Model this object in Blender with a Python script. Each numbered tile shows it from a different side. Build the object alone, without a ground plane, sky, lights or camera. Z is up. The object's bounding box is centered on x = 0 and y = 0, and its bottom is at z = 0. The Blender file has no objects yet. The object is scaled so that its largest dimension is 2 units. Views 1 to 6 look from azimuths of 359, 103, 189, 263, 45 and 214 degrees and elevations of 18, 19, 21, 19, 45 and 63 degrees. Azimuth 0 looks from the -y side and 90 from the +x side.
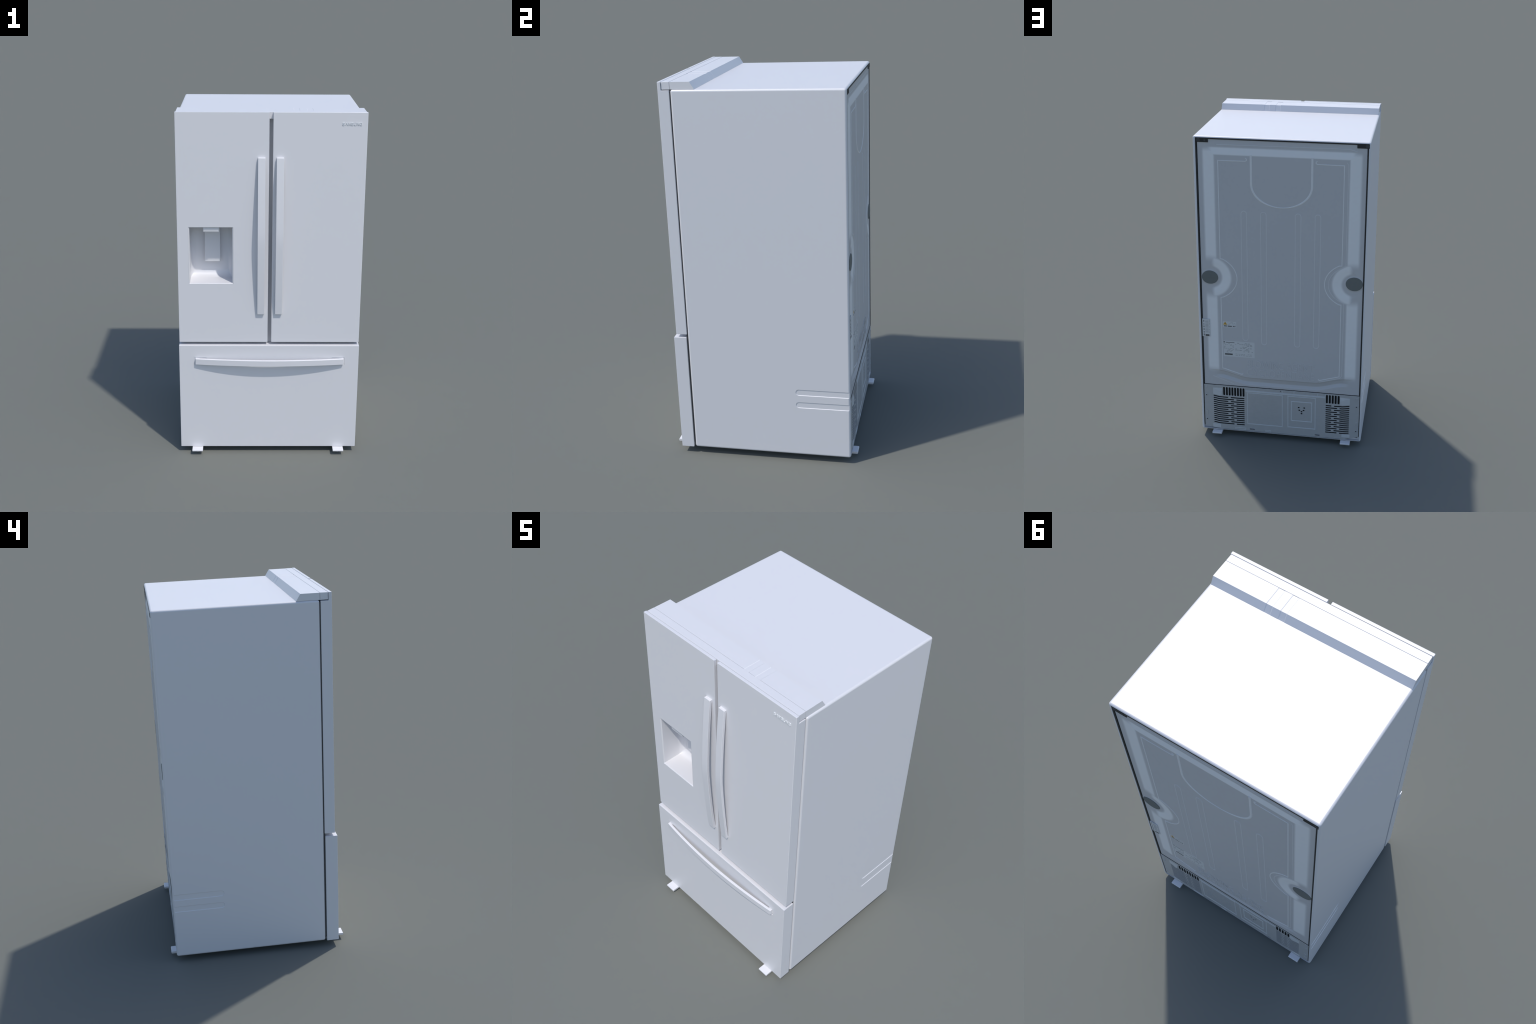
"""White french-door refrigerator with bottom freezer drawer, ice/water dispenser and bow handles.
All sizes in metres; front faces -y, back faces +y, the floor is z = 0."""
import bpy, bmesh, math, random
import numpy as np
from mathutils import Vector, Matrix

random.seed(7)
SCN = bpy.context.scene

# ---------------------------------------------------------------- main sizes
CAB_XL, CAB_XR, CAB_F, CAB_B, CAB_Z0, CAB_Z1 = -0.5092, 0.5110, -0.378, 0.4675, 0.0355, 1.9624
DOOR_F, DOOR_B, DOOR_Z0, DOOR_Z1 = -0.4401, -0.3832, 0.6947, 2.0000
DRW_F, DRW_B, DRW_Z0, DRW_Z1, DRW_X = -0.4536, -0.3862, 0.0345, 0.6776, 0.5103
BACK = 0.467                                   # plane of the rear sheet


# ---------------------------------------------------------------- materials
class Nodes:
    """tiny helper: build float expressions out of Math nodes"""
    def __init__(self, mat):
        self.t = mat.node_tree
        self.b = self.t.nodes["Principled BSDF"]

    def node(self, kind, **kw):
        n = self.t.nodes.new(kind)
        for k, v in kw.items():
            setattr(n, k, v)
        return n

    def put(self, sock, v):
        if isinstance(v, (int, float)):
            sock.default_value = v
        elif isinstance(v, (tuple, list)):
            sock.default_value = v
        else:
            self.t.links.new(v, sock)

    def m(self, op, a, b=0.0, c=None):
        n = self.node("ShaderNodeMath", operation=op)
        self.put(n.inputs[0], a)
        self.put(n.inputs[1], b)
        if c is not None:
            self.put(n.inputs[2], c)
        return n.outputs[0]

    def step(self, x, lo, hi):
        """smooth 0..1 as x goes from lo to hi"""
        n = self.node("ShaderNodeMapRange", interpolation_type="SMOOTHSTEP")
        self.put(n.inputs["Value"], x)
        n.inputs["From Min"].default_value, n.inputs["From Max"].default_value = min(lo, hi), max(lo, hi)
        n.inputs["To Min"].default_value, n.inputs["To Max"].default_value = (0, 1) if lo < hi else (1, 0)
        return n.outputs[0]

    def coords(self):
        c = self.node("ShaderNodeTexCoord")
        s = self.node("ShaderNodeSeparateXYZ")
        self.t.links.new(c.outputs["Object"], s.inputs[0])
        return c.outputs["Object"], s.outputs

    def mix(self, fac, a, b):
        n = self.node("ShaderNodeMix", data_type="RGBA")
        self.put(n.inputs[0], fac)
        self.put(n.inputs[6], a)
        self.put(n.inputs[7], b)
        return n.outputs[2]

    def noise(self, vec, scale, detail=4.0, rough=0.6):
        n = self.node("ShaderNodeTexNoise")
        self.t.links.new(vec, n.inputs["Vector"])
        n.inputs["Scale"].default_value = scale
        n.inputs["Detail"].default_value = detail
        n.inputs["Roughness"].default_value = rough
        return n.outputs["Fac"]


def grey(v, tint=(1.0, 1.0, 1.0)):
    return (v * tint[0], v * tint[1], v * tint[2], 1.0)


def material(name, colour, rough=0.5, metal=0.0, spec=0.5, vary=0.02, scale=30.0):
    """plain paint or plastic with a faint cloudy grain"""
    mat = bpy.data.materials.new(name)
    mat.use_nodes = True
    k = Nodes(mat)
    vec, _ = k.coords()
    lo = tuple(c * (1 - vary) for c in colour[:3]) + (1.0,)
    hi = tuple(min(1.0, c * (1 + vary)) for c in colour[:3]) + (1.0,)
    col = k.mix(k.noise(vec, scale), lo, hi)
    k.put(k.b.inputs["Base Color"], col)
    k.b.inputs["Roughness"].default_value = rough
    k.b.inputs["Metallic"].default_value = metal
    k.b.inputs["Specular IOR Level"].default_value = spec
    return mat


WHITE = material("white_enamel", (0.722, 0.716, 0.738, 1.0), rough=0.42, spec=1.0, vary=0.004, scale=6)
WHITE_PLASTIC = material("white_plastic", (0.722, 0.716, 0.738, 1.0), rough=0.42, spec=1.0, vary=0.004, scale=8)
BADGE = material("silver_badge", (0.74, 0.76, 0.78, 1.0), rough=0.35, vary=0.01)
DARK_GREY = material("dark_grey", grey(0.06), rough=0.7, vary=0.1)
BLACK = material("black_rubber", grey(0.022, (1, 1.02, 1.0)), rough=0.6, vary=0.15)
NEAR_BLACK = material("near_black", grey(0.010), rough=0.9, vary=0.2)  # stands in for depth behind the slots and in screw heads
PLUG = material("grey_foam_plug", grey(0.165, (0.96, 1.02, 0.98)), rough=0.8, vary=0.06, scale=60)
LABEL = material("label_paper", grey(0.64), rough=0.55, vary=0.02)
INK = material("label_ink", grey(0.10), rough=0.7, vary=0.1)
INK_PALE = material("label_ink_pale", grey(0.42), rough=0.7, vary=0.1)
YELLOW = material("warning_yellow", (0.62, 0.36, 0.04, 1.0), rough=0.5, vary=0.05)
STEEL = material("screw_steel", grey(0.50), rough=0.45, metal=0.2, vary=0.05)
COVER = material("galvanised_cover", grey(0.44, (1.0, 1.0, 1.0)), rough=0.5, vary=0.06, scale=45)
BEAD_LIT = material("galvanised_bead_lit", grey(0.74, (1.0, 0.99, 0.99)), rough=0.5, vary=0.04, scale=45)  # lighter than the sheet: light on the beads put into the colour
BEAD_LIT_SOFT = material("galvanised_bead_lit_soft", grey(0.65, (1.0, 0.99, 1.0)), rough=0.5, vary=0.04, scale=45)  # fainter beads, their light painted in as well
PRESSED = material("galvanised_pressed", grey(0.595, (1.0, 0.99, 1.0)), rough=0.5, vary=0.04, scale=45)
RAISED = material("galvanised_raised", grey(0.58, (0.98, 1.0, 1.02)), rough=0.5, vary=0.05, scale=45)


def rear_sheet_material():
    """galvanised sheet; the wide pressed border rib is painted brighter, with baked light in its colour"""
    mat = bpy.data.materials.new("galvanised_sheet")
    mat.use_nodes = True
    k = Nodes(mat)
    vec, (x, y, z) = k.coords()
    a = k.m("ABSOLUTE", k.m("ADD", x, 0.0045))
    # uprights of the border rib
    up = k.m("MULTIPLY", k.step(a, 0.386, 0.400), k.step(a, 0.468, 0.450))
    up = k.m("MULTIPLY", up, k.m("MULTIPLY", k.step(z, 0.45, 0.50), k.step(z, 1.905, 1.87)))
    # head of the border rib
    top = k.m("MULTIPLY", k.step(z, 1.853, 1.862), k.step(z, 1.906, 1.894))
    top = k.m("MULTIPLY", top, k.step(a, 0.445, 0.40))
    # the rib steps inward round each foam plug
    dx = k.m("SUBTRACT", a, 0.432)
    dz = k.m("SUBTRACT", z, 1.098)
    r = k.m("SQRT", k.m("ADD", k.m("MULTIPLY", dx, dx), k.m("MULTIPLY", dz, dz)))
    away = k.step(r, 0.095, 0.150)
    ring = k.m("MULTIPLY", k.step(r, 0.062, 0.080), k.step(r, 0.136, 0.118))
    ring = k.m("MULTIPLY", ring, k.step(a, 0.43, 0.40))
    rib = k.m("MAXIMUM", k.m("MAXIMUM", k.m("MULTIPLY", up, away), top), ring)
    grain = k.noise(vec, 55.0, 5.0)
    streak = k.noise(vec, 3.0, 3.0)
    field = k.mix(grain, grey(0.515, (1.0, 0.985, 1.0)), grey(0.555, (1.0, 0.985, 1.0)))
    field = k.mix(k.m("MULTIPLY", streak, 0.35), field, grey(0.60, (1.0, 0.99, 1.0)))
    lit_rib = k.mix(grain, grey(0.80, (1.0, 0.99, 0.99)), grey(0.84, (1.0, 0.99, 0.99)))  # brighter grey copies the light baked along the rib
    k.put(k.b.inputs["Base Color"], k.mix(rib, field, lit_rib))
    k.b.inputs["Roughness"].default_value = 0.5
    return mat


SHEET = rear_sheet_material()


# ---------------------------------------------------------------- object helpers
def add(name, mesh, parent=None, mat=None, kind=None):
    ob = bpy.data.objects.new(name, mesh)
    SCN.collection.objects.link(ob)
    if parent is not None:
        ob.parent = parent
    if mat is not None and mesh is not None:
        mesh.materials.clear()
        mesh.materials.append(mat)
    if kind:
        ob["kind"] = kind
    return ob


def mesh_of(name, verts, faces):
    me = bpy.data.meshes.new(name)
    me.from_pydata([tuple(v) for v in verts], [], faces)
    bm = bmesh.new()
    bm.from_mesh(me)
    bmesh.ops.recalc_face_normals(bm, faces=bm.faces)
    bm.to_mesh(me)
    bm.free()
    return me


def box_mesh(name, x0, x1, y0, y1, z0, z1):
    v = [(x, y, z) for x in (x0, x1) for y in (y0, y1) for z in (z0, z1)]
    f = [(0, 1, 3, 2), (4, 6, 7, 5), (0, 4, 5, 1), (2, 3, 7, 6), (0, 2, 6, 4), (1, 5, 7, 3)]
    return mesh_of(name, v, f)


def loft(name, sections, closed_ends=True):
    """skin a list of equally long point rings"""
    n = len(sections[0])
    v = [p for s in sections for p in s]
    f = [(i * n + j, i * n + (j + 1) % n, (i + 1) * n + (j + 1) % n, (i + 1) * n + j)
         for i in range(len(sections) - 1) for j in range(n)]
    if closed_ends:
        f += [tuple(range(n)), tuple(range((len(sections) - 1) * n, len(sections) * n))]
    return mesh_of(name, v, f)


def settle(ob, smooth=30.0):
    """apply the modifiers and shade smooth except at real edges; broad faces keep flat normals"""
    if smooth is not None:
        me = ob.data
        me.polygons.foreach_set("use_smooth", [True] * len(me.polygons))
        me.set_sharp_from_angle(angle=math.radians(smooth))
        wn = ob.modifiers.new("flat", "WEIGHTED_NORMAL")
        wn.keep_sharp, wn.weight, wn.mode = True, 100, "FACE_AREA"
    dg = bpy.context.evaluated_depsgraph_get()
    me = bpy.data.meshes.new_from_object(ob.evaluated_get(dg))
    old = ob.data
    mats = list(old.materials)
    ob.modifiers.clear()
    ob.data = me
    me.name = ob.name
    if not me.materials:
        for m in mats:
            me.materials.append(m)
    return ob


def bevel(ob, width, segments=3, angle=35.0):
    m = ob.modifiers.new("bevel", "BEVEL")
    m.width, m.segments = width, segments
    m.limit_method, m.angle_limit = "ANGLE", math.radians(angle)
    m.use_clamp_overlap = True
    m.harden_normals = False
    return ob


def cut(ob, *meshes):
    """subtract the given cutter meshes"""
    for me in meshes:
        c = bpy.data.objects.new("cutter", me)
        SCN.collection.objects.link(c)
        m = ob.modifiers.new("cut", "BOOLEAN")
        m.operation, m.solver, m.object = "DIFFERENCE", "EXACT", c
        settle(ob, None)
        bpy.data.objects.remove(c)
    return ob


def racetrack(cx, cz, hx, hz, n=8):
    """rounded slot outline; hx, hz are half sizes, ends fully round across the short side"""
    r = min(hx, hz)
    pts = []
    for q, (sx, sz) in enumerate(((1, 1), (-1, 1), (-1, -1), (1, -1))):
        for i in range(n + 1):
            t = math.pi / 2 * (q + i / n)
            pts.append((cx + sx * (hx - r) + r * math.cos(t), cz + sz * (hz - r) + r * math.sin(t)))
    return pts


def outline_plate(name, outlines, y0, y1, chamfer=0.0):
    """flat plate in the x-z plane with holes: first outline is the border, the rest are holes"""
    cu = bpy.data.curves.new(name, "CURVE")
    cu.dimensions, cu.fill_mode = "2D", "BOTH"
    for pts in outlines:
        s = cu.splines.new("POLY")
        s.points.add(len(pts) - 1)
        for p, (x, z) in zip(s.points, pts):
            p.co = (x, z, 0, 1)
        s.use_cyclic_u = True
    cu.extrude = (y1 - y0) / 2 - chamfer
    cu.bevel_depth, cu.bevel_resolution = chamfer, 0
    ob = bpy.data.objects.new(name, cu)
    SCN.collection.objects.link(ob)
    dg = bpy.context.evaluated_depsgraph_get()
    me = bpy.data.meshes.new_from_object(ob.evaluated_get(dg))
    bpy.data.objects.remove(ob)
    # curve plane x,y -> world x,z ; curve normal z -> world -y
    me.transform(Matrix.Translation((0, (y0 + y1) / 2, 0)) @ Matrix.Rotation(math.pi / 2, 4, "X"))
    return me


def text_mesh(name, body, depth, offset=0.0, chamfer=0.0, spacing=1.0):
    cu = bpy.data.curves.new(name, "FONT")
    cu.body, cu.size = body, 1.0
    cu.offset = offset
    cu.space_character = spacing
    cu.extrude = 0.1
    cu.resolution_u = 4
    ob = bpy.data.objects.new(name, cu)
    SCN.collection.objects.link(ob)
    dg = bpy.context.evaluated_depsgraph_get()
    me = bpy.data.meshes.new_from_object(ob.evaluated_get(dg))
    bpy.data.objects.remove(ob)
    me.materials.clear()
    return me


def fit_text(me, left, right, z0, z1, y_back, y_front):
    """place lettering upright so that it reads from `left` to `right` (world x) on a wall facing y_front"""
    co = np.empty(len(me.vertices) * 3)
    me.vertices.foreach_get("co", co)
    co = co.reshape(-1, 3)
    lo, hi = co.min(0), co.max(0)
    u = (co - lo) / (hi - lo)
    out = np.stack([left + u[:, 0] * (right - left), y_back + u[:, 2] * (y_front - y_back), z0 + u[:, 1] * (z1 - z0)], 1)
    me.vertices.foreach_set("co", out.ravel())
    bm = bmesh.new()
    bm.from_mesh(me)
    bmesh.ops.recalc_face_normals(bm, faces=bm.faces)
    bm.to_mesh(me)
    bm.free()
    me.update()
    return me


def merge(name, meshes):
    """join several meshes into one datablock"""
    bm = bmesh.new()
    for me in meshes:
        bm.from_mesh(me)
    out = bpy.data.meshes.new(name)
    bm.to_mesh(out)
    bm.free()
    return out


# ---------------------------------------------------------------- the thing
fridge = add("refrigerator", None)
fridge["label"] = "white french door refrigerator with bottom drawer and ice dispenser"
fridge["category"] = "refrigerator"

# ---- dispenser opening in the left door (seen from the front)
DX0, DX1, DZ0, DZ1 = -0.4466, -0.2030, 1.0453, 1.3722
D_DEEP = -0.302

# ---- cabinet ------------------------------------------------------------
cab = add("cabinet", box_mesh("cabinet", CAB_XL, CAB_XR, CAB_F, CAB_B, CAB_Z0, CAB_Z1), fridge, WHITE)
bevel(cab, 0.0115, 5)
settle(cab, None)


def side_groove(side, z0, z1):
    """pressed groove, round at the front end and open at the back edge"""
    def ring(grow, x):
        hz = (z1 - z0) / 2 + grow
        zc, y_end = (z0 + z1) / 2, 0.184 - grow
        pts = [(x, y_end + hz - hz * math.cos(t), zc + hz * math.sin(t)) for t in np.linspace(-math.pi / 2, math.pi / 2, 17)]
        return pts + [(x, 0.50, zc + hz), (x, 0.50, zc - hz)]
    wall = CAB_XR if side > 0 else -CAB_XL
    return loft("groove", [ring(0.0038, side * (wall + 0.0030)), ring(-0.0016, side * (wall - 0.0022))])


cut(cab, *[side_groove(s, *zz) for s in (-1, 1) for zz in ((0.3830, 0.4158), (0.3115, 0.3440))])
cut(cab, box_mesh("pocket", -0.4992, 0.4962, 0.448, 0.60, 0.0445, 1.9545))           # rear sheet sits in here
cut(cab, box_mesh("pocket", DX0 - 0.012, DX1 + 0.012, -0.50, D_DEEP + 0.012, DZ0 - 0.012, DZ1 + 0.012))
settle(cab, 25)
cab.data.materials.clear()
cab.data.materials.append(WHITE)

# added dark strips that block sight through the door gap, set back from outside
gap_strips = merge("gap_block", [box_mesh("s", x0, x1, DOOR_B - 0.004, CAB_F + 0.006, z0, z1) for x0, x1, z0, z1 in (
    (-0.5015, -0.470, 0.06, 1.950), (0.470, 0.5015, 0.06, 1.950), (-0.466, 0.466, 0.055, 0.085), (-0.466, -0.05, 1.925, 1.952), (0.05, 0.466, 1.925, 1.952))])
add("gap_block", gap_strips, fridge, DARK_GREY)
# white mullion that closes the gap behind the doors
add("mullion", box_mesh("mullion", -0.045, 0.045, -0.3835, -0.374, 0.66, 1.957), fridge, WHITE)
add("crossbar", box_mesh("crossbar", -0.468, 0.468, -0.3825, -0.374, 0.655, 0.72), fridge, WHITE)


# ---- doors --------------------------------------------------------------
def door_mesh(x0, x1):
    """slab whose rear top edge is stepped down to make room for the hinge cap"""
    prof = [(DOOR_F, DOOR_Z0), (DOOR_F, DOOR_Z1), (-0.4235, DOOR_Z1), (-0.4235, 1.9585), (DOOR_B, 1.9585), (DOOR_B, DOOR_Z0)]
    return loft("door", [[(x, y, z) for y, z in prof] for x in (x0, x1)])


left = add("door", door_mesh(-0.5083, -0.0095), fridge, WHITE)
bevel(left, 0.0018, 2)
settle(left, None)
lip = 0.0035                                   # chamfer round the dispenser opening
cut(left, box_mesh("hole", DX0 - 0.001, DX1 + 0.001, -0.6, -0.2, DZ0 - 0.001, DZ1 + 0.001))
settle(left, 30)
right = add("door", door_mesh(0.0108, 0.5083), fridge, WHITE)
bevel(right, 0.0018, 2)
settle(right, 30)


def rounded_frame(x0, x1, z0, z1, r, y, n=6):
    pts = []
    for (cx, cz), q in (((x1 - r, z1 - r), 0), ((x0 + r, z1 - r), 1), ((x0 + r, z0 + r), 2), ((x1 - r, z0 + r), 3)):
        pts += [(cx + r * math.cos(math.pi / 2 * (q + i / n)), y, cz + r * math.sin(math.pi / 2 * (q + i / n))) for i in range(n + 1)]
    return pts


def recess_mesh():
    """open-fronted niche: straight walls, then a big fillet into the back wall"""
    secs = [rounded_frame(DX0 - 0.0005, DX1 + 0.0005, DZ0 - 0.0005, DZ1 + 0.0005, 0.0006, DOOR_F + 0.0006),
            rounded_frame(DX0 + lip, DX1 - lip, DZ0 + lip * 0.7, DZ1 - 0.0015, 0.002, DOOR_F + 0.0050)]
    R = 0.040
    for i in range(13):
        t = math.pi / 2 * i / 12
        inset = R * (1 - math.cos(t))
        y = D_DEEP - R + R * math.sin(t)
        secs.append(rounded_frame(DX0 + lip + inset * 0.75, DX1 - lip - inset * 0.75, DZ0 + 0.003 + inset, DZ1 - 0.002, 0.004 + 0.010 * (i / 12), y))
    n = len(secs[0])
    v = [p for s in secs for p in s]
    f = [(i * n + j, i * n + (j + 1) % n, (i + 1) * n + (j + 1) % n, (i + 1) * n + j) for i in range(len(secs) - 1) for j in range(n)]
    f.append(tuple(range((len(secs) - 1) * n, len(secs) * n)))
    me = bpy.data.meshes.new("dispenser_recess")
    me.from_pydata(v, [], f)
    return me


niche = add("dispenser_recess", recess_mesh(), left, WHITE_PLASTIC)
sol = niche.modifiers.new("thick", "SOLIDIFY")
sol.thickness, sol.offset = 0.002, 0.0
sol.use_even_offset = True
settle(niche, 40)

spout = loft("dispenser_spout", [[(x, y, z) for y, z in ((-0.4305, 1.3432), (-0.4325, 1.356), (-0.4325, 1.3705), (-0.345, 1.3705), (-0.345, 1.3432))]
                                 for x in (-0.3665, -0.2805)])
spout = add("dispenser_spout", spout, left, WHITE_PLASTIC)
bevel(spout, 0.002, 2)
settle(spout)
paddle = loft("dispenser_paddle", [[(x, y, z) for y, z in ((-0.336, 1.142), (-0.336, 1.352), (-0.300, 1.352), (-0.300, 1.148), (-0.322, 1.142))]
                                   for x in (-0.3632, -0.2762)])
paddle = add("dispenser_paddle", paddle, left, WHITE_PLASTIC)
bevel(paddle, 0.0025, 2)
settle(paddle)

# maker's lettering, raised, on the right door
GLYPHS = {                                     # stroke paths on a unit-high grid
    "S": [[(0.78, 0.78), (0.66, 0.92), (0.40, 0.96), (0.16, 0.88), (0.12, 0.70), (0.30, 0.57), (0.62, 0.44), (0.80, 0.30), (0.74, 0.11), (0.46, 0.04), (0.18, 0.09), (0.08, 0.24)]],
    "A": [[(0.08, 0.0), (0.40, 0.90), (0.52, 0.90), (0.84, 0.0)]],
    "M": [[(0.10, 0.0), (0.12, 0.94), (0.22, 0.94), (0.50, 0.12), (0.78, 0.94), (0.88, 0.94), (0.90, 0.0)]],
    "U": [[(0.12, 1.0), (0.12, 0.26), (0.24, 0.08), (0.46, 0.04), (0.68, 0.08), (0.80, 0.26), (0.80, 1.0)]],
    "N": [[(0.11, 0.0), (0.11, 0.92), (0.20, 0.92), (0.70, 0.08), (0.79, 0.08), (0.79, 1.0)]],
    "G": [[(0.80, 0.78), (0.68, 0.93), (0.42, 0.96), (0.17, 0.84), (0.11, 0.50), (0.17, 0.16), (0.42, 0.04), (0.70, 0.08), (0.82, 0.24), (0.82, 0.46), (0.50, 0.46)]],
}


def stroke(path, w, y0, y1):
    """flat ribbon of width w along a path, standing out from y0 to y1"""
    P = [np.array(p, float) for p in path]
    rings = []
    for i, p in enumerate(P):
        d0 = P[i] - P[i - 1] if i else P[1] - P[0]
        d1 = P[i + 1] - P[i] if i < len(P) - 1 else d0
        d0, d1 = d0 / np.linalg.norm(d0), d1 / np.linalg.norm(d1)
        t = (d0 + d1) / np.linalg.norm(d0 + d1)
        n = np.array((-t[1], t[0])) * (w / 2 / max(0.6, float(np.dot(t, d1))))
        a, b = p + n, p - n
        rings.append([(a[0], y0, a[1]), (b[0], y0, b[1]), (b[0], y1, b[1]), (a[0], y1, a[1])])
    return loft("stroke", rings)


L0, L1, B0, B1 = 0.3735, 0.4798, 1.9318, 1.9485          # box of the maker's lettering
pitch, high = (L1 - L0) / 7, B1 - B0
for i, ch in enumerate("SAMSUNG"):
    x = L0 + i * pitch
    parts = [stroke([(x + px * pitch * 0.95, B0 + high * (0.07 + 0.86 * pz)) for px, pz in g], 0.0027, DOOR_F + 0.001, DOOR_F - 0.0026) for g in GLYPHS[ch]]
    add("letter", merge("letter", parts), right, BADGE)


# ---- handles --------------------------------------------------------------
def bow(t, sag, straight):
    """outward offset along a bow handle, t = -1..1; `straight` mixes a tent shape with an arc"""
    a = math.sqrt(t * t + 0.004) - 0.031 * (1 - abs(t))
    return sag * (1 - (straight * min(1.0, a) + (1 - straight) * t * t))


def door_handle(x0, x1, parent):
    z0, z1, secs = 0.8690, 1.7590, []
    for i in range(41):
        t = -1 + 2 * i / 40
        yf = -0.4545 - bow(t, 0.0315, 0.55)
        yb = yf + 0.0145 + 0.0025 * max(0.0, (abs(t) - 0.96) / 0.04)
        z = (z0 + z1) / 2 + t * (z1 - z0) / 2
        secs.append([(x0, yf, z), (x1, yf, z), (x1, yb, z), (x0, yb, z)])
    ob = add("handle", loft("handle", secs), parent, WHITE_PLASTIC)
    bevel(ob, 0.0014, 2, 40)
    return settle(ob)


door_handle(-0.0692, -0.0294, left)
door_handle(0.0301, 0.0697, right)

# ---- freezer drawer -------------------------------------------------------
drawer = add("drawer", box_mesh("drawer", -DRW_X, DRW_X, DRW_F, DRW_B, DRW_Z0, DRW_Z1), fridge, WHITE)
bevel(drawer, 0.0022, 2)
settle(drawer, None)
cut(drawer, box_mesh("seat", -0.4285, -0.3560, -0.6, DRW_F + 0.0018, 0.5585, 0.6062),
    box_mesh("seat", 0.3565, 0.4297, -0.6, DRW_F + 0.0018, 0.5585, 0.6062))
settle(drawer, 30)
secs = []
for i in range(41):
    t = -1 + 2 * i / 40
    yf = -0.4680 - bow(t, 0.0273, 0.05)
    yb = yf + 0.0145 + 0.0045 * max(0.0, (abs(t) - 0.955) / 0.045)
    x = 0.0030 + t * 0.4208
    secs.append([(x, yf, 0.5668), (x, yf, 0.6015), (x, yb, 0.6015), (x, yb, 0.5668)])
bar = add("handle", loft("handle", secs), drawer, WHITE_PLASTIC)
bevel(bar, 0.0014, 2, 40)
settle(bar)
for x0, x1 in ((-0.4168, -0.396), (0.402, 0.4228)):
    add("handle_post", box_mesh("handle_post", x0, x1, -0.4600, -0.4500, 0.5690, 0.5995), drawer, WHITE_PLASTIC)

# ---- hinge cover and cap on the top edge ------------------------------------
cap = add("hinge_cap", box_mesh("hinge_cap", -0.5042, 0.5042, -0.4218, -0.3812, 1.9622, 1.9992), fridge, WHITE_PLASTIC)
bevel(cap, 0.0010, 2)
settle(cap)


def cover_section(x, d):
    """hinge cover outline at x; d is how far the pressed channel is sunk"""
    slope = lambda z: -0.2592 - (z - 1.9628) * (0.0222 / 0.0357)
    return [(x, -0.3800, 1.9628), (x, -0.3800, 1.9985 - d), (x, slope(1.9985) - d * 0.6, 1.9985 - d),
            (x, slope(1.970) - d * 0.9, 1.970), (x, slope(1.9628) - d * 0.3, 1.9628)]


stations = [(-0.5038, 0.0)]
for a, b in ((0.1222, 0.1528), (0.1940, 0.2255)):
    stations += [(a - 0.0016, 0.0), (a + 0.0016, 0.0014), (b - 0.0016, 0.0014), (b + 0.0016, 0.0)]
stations.append((0.5038, 0.0))
cover = add("hinge_cover", loft("hinge_cover", [cover_section(x, d) for x, d in stations]), fridge, WHITE_PLASTIC)
settle(cover, None)

# ---- feet -------------------------------------------------------------------
def foot_mesh(sign):
    hw = 0.0303
    prof = []                                   # y,z outline of the plate, rounded at its outer end
    for t in np.linspace(-math.pi / 2, math.pi / 2, 7):
        prof.append((sign * (0.4910 + 0.0048 * math.cos(t)), 0.0272 + 0.0058 * math.sin(t)))
    prof += [(sign * 0.405, 0.0330), (sign * 0.405, 0.0214)]
    plate = loft("plate", [[(x, y, z) for y, z in prof] for x in (-hw, hw)])
    rings = []
    for r, z in ((0.022, 0.0225), (0.022, 0.010), (0.020, 0.003), (0.018, 0.0)):
        rings.append([(r * math.cos(t), sign * 0.440 + r * math.sin(t), z) for t in np.linspace(0, 2 * math.pi, 32, endpoint=False)])
    stem = [[(0.012 * math.cos(t), sign * 0.425 + 0.012 * math.sin(t), z) for t in np.linspace(0, 2 * math.pi, 20, endpoint=False)] for z in (0.032, 0.060)]
    return merge("foot", [plate, loft("pad", rings), loft("stem", stem)])


for sign in (-1, 1):
    me = foot_mesh(sign)
    for cx in (-0.4126, 0.4078):
        f = add("foot", me, fridge, None)
        f.location.x = cx
    me.materials.append(WHITE_PLASTIC)
    me.polygons.foreach_set("use_smooth", [True] * len(me.polygons))
    me.set_sharp_from_angle(angle=math.radians(35))

# =============================================================== rear side
X_L, X_R = 0.4865, -0.4925                      # sheet edges (left and right as seen from behind)


def smooth(x, a, b):
    t = np.clip((x - a) / (b - a), 0, 1)
    return t * t * (3 - 2 * t)


def bump(d, half):
    """rounded bead of half width `half` around distance 0"""
    return np.clip(1 - (d / half) ** 2, 0, 1) ** 1.2


def arc(cx, cz, rx, rz, a0, a1, n=14):
    return [(cx + rx * math.cos(math.radians(t)), cz + rz * math.sin(math.radians(t))) for t in np.linspace(a0, a1, n)]


def border_path(s, off):
    """path down one side of the panel that steps round the foam plug; s = +1 for +x side, off moves it inward"""
    cx, cz = 0.434, 1.094
    r = 0.170 + (off - 0.0) * 0
    x = 0.365
    pts = [(s * (x - off), 1.8235 - off * 0.2), (s * (x - off), 1.219)]
    pts += [(s * px, pz) for px, pz in arc(cx, cz, r, 0.142, 119.5, 240.5, 18)]
    pts += [(s * (x - off), 0.968), (s * (x - off), 0.490)]
    return pts


PLATEAU, SHEET_Y = 0.0046, BACK - 0.0032
FIELD = SHEET_Y + PLATEAU                      # level of the raised middle


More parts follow.
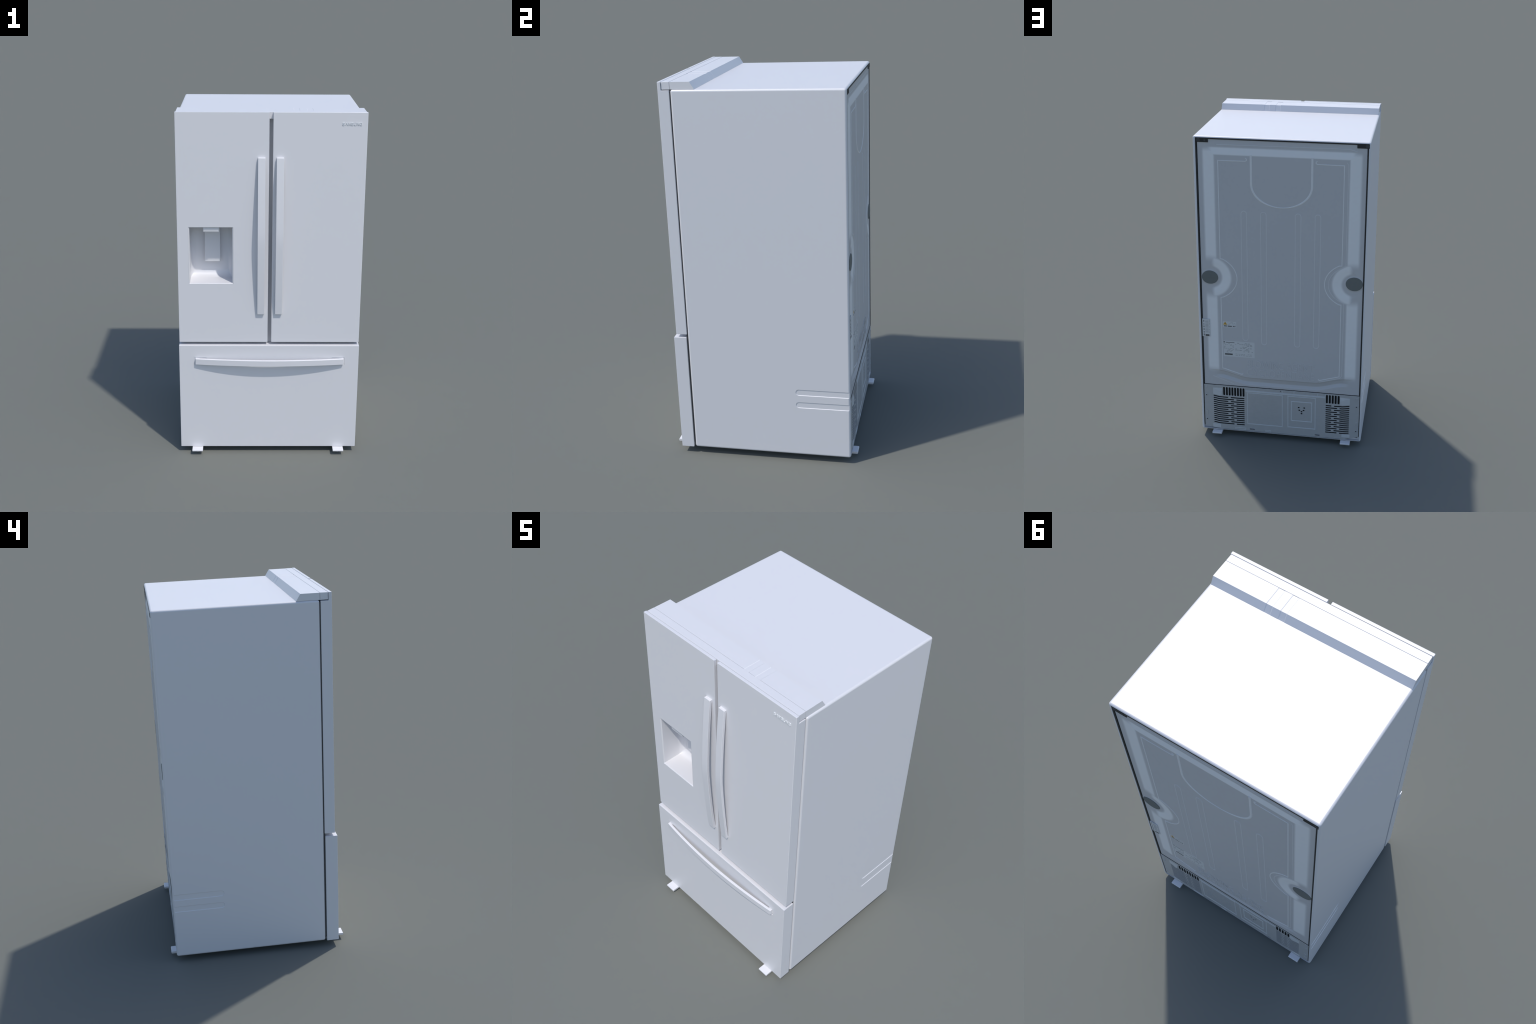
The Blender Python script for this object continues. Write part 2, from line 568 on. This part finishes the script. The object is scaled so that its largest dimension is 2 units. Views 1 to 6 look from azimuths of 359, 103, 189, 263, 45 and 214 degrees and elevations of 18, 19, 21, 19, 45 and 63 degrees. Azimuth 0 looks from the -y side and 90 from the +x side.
def rear_relief(X, Z):
    H = np.zeros_like(X)
    A = np.abs(X + 0.0045)
    # plateau: rises inside the border rib
    side = smooth(A, 0.462, 0.392)
    head = smooth(Z, 1.905, 1.856)
    r = np.hypot(X - np.sign(X) * 0.434, (Z - 1.096) * 1.15)
    ring = smooth(r, 0.066, 0.128)
    side = np.where(A > 0.26, np.minimum(side, np.where(np.abs(Z - 1.096) < 0.16, ring, 1.0)), side)
    # its foot is an overhanging ledge that sweeps up at both ends; under it the sheet is sunk and returns gently
    ledge_z = 0.429 + 0.040 * smooth(A, 0.20, 0.40)
    drop = ledge_z - Z
    H += PLATEAU * np.minimum(side, head) * smooth(drop, 0.004, -0.004)
    ends = smooth(A, 0.435, 0.36)
    H -= 0.0105 * ends * np.clip(drop / 0.032, 0, 1) * np.clip((0.052 - drop) / 0.020, 0, 1) * smooth(Z, 0.364, 0.370)
    # raised rim round the foam plugs
    for cx, cz in ((0.431, 1.0952), (-0.440, 1.1068)):
        d = np.hypot((X - cx) / 0.0505, (Z - cz) / 0.0430)
        H += 0.0018 * bump((d - 1.03) * 0.046, 0.006) + 0.0 * d
    return H


def rear_sheet():
    z0, z1, step = 0.3630, 1.9475, 0.0022
    xs = np.linspace(X_R, X_L, int((X_L - X_R) / step))
    zs = np.linspace(z0, z1, int((z1 - z0) / step))
    X, Z = np.meshgrid(xs, zs)
    Y = SHEET_Y + rear_relief(X, Z)
    Y[0, :] = Y[-1, :] = Y[:, 0] = Y[:, -1] = 0.452          # turned-in rim
    nz, nx = X.shape
    co = np.stack([X, Y, Z], -1).reshape(-1, 3)
    i = (np.arange(nz - 1)[:, None] * nx + np.arange(nx - 1)[None, :]).ravel()
    quads = np.stack([i, i + nx, i + nx + 1, i + 1], 1)
    me = bpy.data.meshes.new("back_panel")
    me.vertices.add(len(co))
    me.vertices.foreach_set("co", co.ravel())
    me.loops.add(quads.size)
    me.loops.foreach_set("vertex_index", quads.ravel())
    me.polygons.add(len(quads))
    me.polygons.foreach_set("loop_start", np.arange(0, quads.size, 4))
    me.polygons.foreach_set("use_smooth", np.ones(len(quads), bool))
    me.update(calc_edges=True)
    me.set_sharp_from_angle(angle=math.radians(50))
    return me


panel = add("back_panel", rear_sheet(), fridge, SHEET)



# ---- pressed beads that stiffen the sheet
def sweep(name, path, width, height, y, closed=False):
    """low bead along a path in the x-z plane; width may be a function of the path fraction"""
    n, rings = len(path), []
    P = [np.array(p, float) for p in path]
    for i in range(n):
        a = P[i - 1] if (i > 0 or closed) else P[i]
        b = P[(i + 1) % n] if (i < n - 1 or closed) else P[i]
        d0 = (P[i] - a) / (np.linalg.norm(P[i] - a) + 1e-9)
        d1 = (b - P[i]) / (np.linalg.norm(b - P[i]) + 1e-9)
        t = d0 + d1
        t /= np.linalg.norm(t) + 1e-9
        nrm = np.array((-t[1], t[0]))
        ref = d1 if np.linalg.norm(d1) > 0.5 else d0
        miter = 1.0 / max(0.55, abs(float(np.dot(t, ref))))
        w = (width(i / (n - 1)) if callable(width) else width) * miter
        ring = []
        for k, yy in ((0.5, y - 0.0012), (0.34, y + height * 0.75), (0.12, y + height), (-0.12, y + height), (-0.34, y + height * 0.75), (-0.5, y - 0.0012)):
            q = P[i] + nrm * (k * w)
            ring.append((q[0], yy, q[1]))
        rings.append(ring)
    if closed:
        rings.append(rings[0])
    me = loft(name, rings, not closed)
    me.polygons.foreach_set("use_smooth", [True] * len(me.polygons))
    me.set_sharp_from_angle(angle=math.radians(50))
    return me


def bead(path, width, height, mat, y=FIELD, closed=False):
    return add("stiffening_bead", sweep("stiffening_bead", path, width, height, y, closed), panel, mat)


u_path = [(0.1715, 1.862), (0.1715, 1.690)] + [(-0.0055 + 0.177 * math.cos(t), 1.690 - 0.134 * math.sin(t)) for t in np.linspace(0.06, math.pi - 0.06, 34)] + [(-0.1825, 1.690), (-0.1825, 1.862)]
bead(u_path, lambda f: 0.0145 - 0.0085 * math.exp(-((f - 0.5) / 0.16) ** 2), 0.0022, BEAD_LIT)
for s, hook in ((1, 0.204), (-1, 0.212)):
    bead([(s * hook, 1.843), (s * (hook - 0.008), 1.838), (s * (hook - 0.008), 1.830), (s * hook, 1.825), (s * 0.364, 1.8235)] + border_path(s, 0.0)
         + [(s * 0.365, 0.487), (s * 0.243, 0.451), (s * 0.235, 0.457)], 0.0068, 0.0018, BEAD_LIT)
bead([(-0.380, 1.842), (-0.388, 1.830), (-0.388, 1.217)] + [(-px, pz) for px, pz in arc(0.434, 1.094, 0.147, 0.122, 118, 242, 16)]
     + [(-0.381, 0.980), (-0.381, 0.494), (-0.366, 0.476), (-0.243, 0.440)], 0.0052, 0.0012, BEAD_LIT_SOFT)
bead([(0.372, 1.916), (-0.390, 1.919), (-0.438, 1.905)], 0.0052, 0.0012, BEAD_LIT_SOFT, SHEET_Y)
bead([(0.431, 0.425), (0.299, 0.379)], 0.0052, 0.0012, BEAD_LIT_SOFT, SHEET_Y - 0.001)
for cx, z_low in ((0.217, 0.687), (0.1005, 0.668), (-0.104, 0.669), (-0.2195, 0.669)):
    bead(racetrack(cx, (1.525 + z_low) / 2, 0.0165, (1.525 - z_low) / 2, 6), 0.0058, 0.0014, BEAD_LIT_SOFT, FIELD, True)

# black gap filler round the sheet
for name, b in (("gap_filler", (0.4875, 0.4960, 0.372, 1.930, 0.4668)), ("gap_filler", (-0.4990, -0.4918, 0.372, 1.930, 0.4668)), ("gap_filler", (-0.432, 0.420, 1.9470, 1.9527, 0.4683)),
                ("gap_filler", (0.4900, 0.4935, 0.066, 0.371, 0.4664)), ("gap_filler", (-0.4975, -0.4945, 0.072, 0.371, 0.4664))):
    add(name, box_mesh(name, b[0], b[1], 0.449, b[4], b[2], b[3]), fridge, BLACK)


# corner bumpers with a bolt
def bumper(x0, x1, bolt, tab):
    b = add("corner_bumper", box_mesh("corner_bumper", x0, x1, 0.449, 0.4676, 1.9270, 1.9530), fridge, BLACK)
    bevel(b, 0.0012, 2)
    settle(b)
    ring = [[(bolt + r * math.cos(t), y, 1.9405 + r * math.sin(t)) for t in np.linspace(0, 2 * math.pi, 24, endpoint=False)]
            for r, y in ((0.0108, 0.4670), (0.0105, 0.4686), (0.0080, 0.4689), (0.0076, 0.4679), (0.001, 0.4679))]
    m = loft("bolt", ring)
    bolt_ob = add("bolt", m, b, DARK_GREY)
    m.polygons.foreach_set("use_smooth", [True] * len(m.polygons))
    m.set_sharp_from_angle(angle=math.radians(35))
    if tab:
        add("tab", box_mesh("tab", tab - 0.005, tab + 0.005, 0.466, 0.4688, 1.9335, 1.9475), b, DARK_GREY)


bumper(0.4200, 0.4955, 0.4770, 0.4400)
bumper(-0.5025, -0.4330, -0.4900, None)

# foam plugs that close the filling holes
for cx, cz in ((0.431, 1.0952), (-0.440, 1.1068)):
    rings = [[(cx + k * 0.0503 * math.cos(t), y, cz + k * 0.0428 * math.sin(t)) for t in np.linspace(0, 2 * math.pi, 64, endpoint=False)]
             for k, y in ((1.0, 0.455), (1.0, 0.4672), (0.97, 0.4686), (0.002, 0.4689))]
    m = loft("foam_plug", rings)
    m.polygons.foreach_set("use_smooth", [True] * len(m.polygons))
    m.set_sharp_from_angle(angle=math.radians(40))
    add("foam_plug", m, fridge, PLUG)

# pressed lettering on the sheet
for body, z0, z1 in (("BLOWING AGENT:", 0.5050, 0.5550), ("CYCLOPENTANE", 0.4470, 0.4955)):
    t = text_mesh("pressed_lettering", body, 0.1, offset=-0.012)
    fit_text(t, 0.2095, -0.2115, z0, z1, FIELD - 0.002, FIELD + 0.0016)
    add("pressed_lettering", t, panel, PRESSED)


# ---- labels -------------------------------------------------------------------
def label(x0, x1, z0, z1, y):
    return add("label", box_mesh("label", x0, x1, y - 0.004, y, z0, z1), panel, LABEL)


def print_bars(owner, rows, y, mat, name="label_print"):
    """small printed blocks; rows are (x0, x1, z0, z1) boxes"""
    add(name, merge(name, [box_mesh("b", *sorted(r[:2]), y - 0.001, y + 0.0003, r[2], r[3]) for r in rows]), owner, mat, "stuff")


rng = random.Random(3)


def text_rows(x_from, x_to, z_top, z_bottom, rows, fill=0.6, height=0.5):
    """unreadably small print: broken runs of dashes, reading toward -x"""
    out, pitch = [], (z_top - z_bottom) / rows
    for i in range(rows):
        z = z_top - pitch * (i + 0.5)
        x = x_from
        while x > x_to + 0.004:
            w = min(rng.uniform(0.004, 0.016), x - x_to)
            if rng.random() < fill:
                out.append((x - w, x, z - pitch * height / 2, z + pitch * height / 2))
            x -= w + rng.uniform(0.002, 0.006)
    return out


Y0 = BACK + 0.0006                              # bar-code sticker near the left edge
lb = label(0.4400, 0.4875, 0.6980, 0.8165, Y0 + 0.0012)
bars, z = [], 0.807
while z > 0.726:
    w = rng.choice((0.0016, 0.0024, 0.0034))
    bars.append((0.4490, 0.4690, z - w, z))
    z -= w + rng.choice((0.0022, 0.0032, 0.0044))
print_bars(lb, bars, Y0 + 0.0012, INK_PALE, "bar_code")
print_bars(lb, [(0.4450, 0.4690, 0.7010, 0.7130)], Y0 + 0.0012, INK)
print_bars(lb, [(0.4755, 0.4800, z, z + rng.uniform(0.006, 0.013)) for z in np.arange(0.704, 0.802, 0.0185)], Y0 + 0.0012, INK)
print_bars(lb, [(0.4420, 0.4445, z, z + rng.uniform(0.006, 0.015)) for z in np.arange(0.722, 0.800, 0.019)], Y0 + 0.0012, INK_PALE)

Y1 = FIELD + 0.0004
lb = label(0.2740, 0.3580, 0.7700, 0.8095, Y1)
tri = loft("warning_sign", [[(0.3568, y, 0.7868), (0.3302, y, 0.7868), (0.3435, y, 0.8068)] for y in (Y1 - 0.001, Y1 + 0.0003)])
add("warning_sign", tri, lb, YELLOW)
print_bars(lb, [(0.3424, 0.3446, 0.7925, 0.8010), (0.3424, 0.3446, 0.7890, 0.7910)], Y1 + 0.0003, INK)
print_bars(lb, [(0.3520, 0.3330, 0.7755, 0.7815), (0.3280, 0.3020, 0.7750, 0.7815), (0.2955, 0.2890, 0.7750, 0.7815), (0.2860, 0.2800, 0.7750, 0.7815)], Y1, INK)
print_bars(lb, text_rows(0.328, 0.277, 0.806, 0.787, 4, 0.6), Y1, INK_PALE)

lb = label(0.1615, 0.3575, 0.5710, 0.6780, Y1)
print_bars(lb, [(0.3480, 0.3560, 0.6655, 0.6725), (0.2880, 0.3430, 0.6660, 0.6695), (0.3000, 0.3490, 0.5815, 0.5915)], Y1, INK)
print_bars(lb, text_rows(0.355, 0.290, 0.662, 0.597, 10, 0.5) + text_rows(0.282, 0.172, 0.670, 0.606, 8, 0.42, 0.6)
           + text_rows(0.282, 0.180, 0.596, 0.578, 2, 0.85, 0.35), Y1, INK_PALE)

# ---- machine compartment cover ---------------------------------------------------
Y_IN, Y_OUT = 0.4652, 0.4668
add("slot_backing", box_mesh("slot_backing", -0.488, 0.484, 0.449, 0.4615, 0.062, 0.358), fridge, NEAR_BLACK)  # near-black plate added behind the slots to make them look deep


def bent_slot(x0, x1, z, knee, outer, rise, h=0.0042, n=5):
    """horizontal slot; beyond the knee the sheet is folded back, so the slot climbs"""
    f = lambda x: z + rise * max(0.0, (abs(x) - knee) / (outer - knee))
    lo, hi = sorted((x0, x1))
    xs = [lo + h] + [k for k in (math.copysign(knee, lo),) if lo + h < k < hi - h] + [hi - h]
    up = [(x, f(x) + h) for x in xs[::-1]]
    dn = [(x, f(x) - h) for x in xs]
    a = [(lo + h - h * math.sin(t), f(lo + h) + h * math.cos(t)) for t in np.linspace(0, math.pi, n)[1:-1]]
    b = [(hi - h + h * math.sin(t), f(hi - h) - h * math.cos(t)) for t in np.linspace(0, math.pi, n)[1:-1]]
    return up + a + dn + b


holes = []
for i in range(14):
    z = 0.2780 - i * 0.01465
    g = ((0.3345, 0.3200) if i % 2 == 0 else (0.2970, 0.2840))
    holes += [bent_slot(0.4310, g[0], z, 0.390, 0.431, 0.0075), bent_slot(g[1], 0.2300, z, 0.390, 0.431, 0.0075)]
    g = ((-0.3225, -0.3365) if i % 2 == 0 else (-0.3585, -0.3715))
    holes += [bent_slot(-0.2845, g[0], z, 0.389, 0.435, 0.0070), bent_slot(g[1], -0.4350, z, 0.389, 0.435, 0.0070)]
for i in range(8):
    holes.append(racetrack(0.3612 - i * 0.01786, 0.3215, 0.0065, 0.0300))
for i in range(5):
    holes.append(racetrack(-0.2925 - i * 0.0182, 0.3240, 0.0065, 0.0300))
for dx, dz in ((-0.116, 0.247), (-0.151, 0.247), (-0.120, 0.2285), (-0.147, 0.2285), (-0.134, 0.2185), (-0.134, 0.2050)):
    holes.append(racetrack(dx, dz, 0.0062, 0.0046))
holes += [racetrack(0.1815, 0.0600, 0.0165, 0.0050), racetrack(-0.2355, 0.0600, 0.0155, 0.0050), racetrack(-0.0005, 0.3525, 0.0032, 0.0032)]
holes = [h[::-1] for h in holes]
border = [(0.4890, 0.3615), (-0.4940, 0.3615), (-0.4940, 0.0720), (-0.4300, 0.0560), (-0.4000, 0.0475), (0.3850, 0.0475), (0.4300, 0.0545), (0.4890, 0.0660)]
plate = add("machine_cover", outline_plate("machine_cover", [border] + holes, Y_IN, Y_OUT, 0.0003), fridge, COVER)


def frame_bead(x0, x1, z0, z1, w, h=0.0016, y=Y_OUT):
    """raised rectangular bead"""
    def loop(g, yy):
        return [(x0 - g, yy, z0 - g), (x1 + g, yy, z0 - g), (x1 + g, yy, z1 + g), (x0 - g, yy, z1 + g)]
    rings = [loop(w / 2, y - 0.0004), loop(w / 4, y + h), loop(-w / 4, y + h), loop(-w / 2, y - 0.0004)]
    return loft("bead", rings, False)


def ridge(x0, x1, z0, z1, h=0.0018, c=0.0022, y=Y_OUT):
    a = [(x0, y - 0.0004, z0), (x1, y - 0.0004, z0), (x1, y - 0.0004, z1), (x0, y - 0.0004, z1)]
    b = [(x0 + c, y + h, z0 + c), (x1 - c, y + h, z0 + c), (x1 - c, y + h, z1 - c), (x0 + c, y + h, z1 - c)]
    return loft("ridge", [a, b])


for b in ((-0.012, 0.211, 0.0985, 0.322, 0.0070), (-0.2205, -0.0475, 0.1005, 0.3215, 0.0075), (-0.1975, -0.0700, 0.1495, 0.2865, 0.0085)):
    add("pressed_frame", frame_bead(*b), plate, RAISED)
for b in ((-0.283, 0.224, 0.3275, 0.3405), (-0.0155, -0.0105, 0.3405, 0.3605), (-0.0885, -0.0835, 0.3405, 0.3600), (-0.2375, -0.2325, 0.3405, 0.3590), (-0.2840, -0.2790, 0.3405, 0.3600),
          (0.3850, 0.4385, 0.0530, 0.0800), (-0.4410, -0.3880, 0.0600, 0.0800)):
    add("pressed_rib", ridge(*b), plate, RAISED)
for b in ((0.224, 0.290, 0.0510, 0.0640, 0.004), (0.062, 0.095, 0.0510, 0.0620, 0.004)):
    add("pressed_frame", frame_bead(*b), plate, RAISED)
# folded shoulders above the louvres
for x_in, x_out in ((0.374, 0.4390), (-0.374, -0.4420)):
    m = mesh_of("shoulder", [(x_in, Y_OUT - 0.0005, 0.3460), (x_out, Y_OUT - 0.0005, 0.3430), (x_out, Y_OUT - 0.0005, 0.2960), (math.copysign(0.389, x_in), Y_OUT + 0.0035, 0.2890),
                             (math.copysign(0.389, x_in), Y_OUT + 0.0035, 0.3200), (x_in, Y_OUT + 0.0030, 0.3160), (x_in, Y_OUT - 0.0005, 0.2890)],
                [(0, 1, 4, 5), (1, 2, 3, 4), (5, 4, 3, 6)])
    add("folded_shoulder", m, plate, RAISED)
# small raised print in the first frame
rows = text_rows(0.190, 0.020, 0.312, 0.112, 17, 0.72, 0.42)
add("pressed_print", merge("pressed_print", [box_mesh("p", r[0], r[1], Y_OUT - 0.0006, Y_OUT + 0.0007, r[2], r[3]) for r in rows]), plate, COVER, "stuff")


def screw(cx, cz, slot):
    rings = [[(cx + r * math.cos(t), y, cz + r * math.sin(t)) for t in np.linspace(0, 2 * math.pi, 20, endpoint=False)]
             for r, y in ((0.0088, Y_OUT - 0.0005), (0.0080, Y_OUT + 0.0020), (0.0045, Y_OUT + 0.0026), (0.0040, Y_OUT + 0.0012), (0.0005, Y_OUT + 0.0012))]
    if slot:
        for ring in rings:
            for i, p in enumerate(ring):
                ring[i] = (p[0], p[1], p[2] + (0.008 if p[2] > cz else -0.008))
    m = loft("screw", rings)
    m.polygons.foreach_set("use_smooth", [True] * len(m.polygons))
    m.set_sharp_from_angle(angle=math.radians(30))
    return m


for cx in (0.4750, -0.4785):
    for cz, slot in ((0.3435, False), (0.2855, False), (0.1600, True), (0.1120, False)):
        s = add("screw", screw(cx, cz, slot), plate, STEEL)
        if not slot and cz < 0.30:
            h = [[(cx + r * math.cos(t), Y_OUT + 0.0013 + (0.0004 if r < 0.002 else 0), cz + r * math.sin(t)) for t in np.linspace(0, 2 * math.pi, 12, endpoint=False)] for r in (0.0036, 0.0005)]
            add("socket_disc", loft("socket_disc", h), s, NEAR_BLACK)  # dark disc standing for the hole in the screw head

bpy.context.view_layer.update()
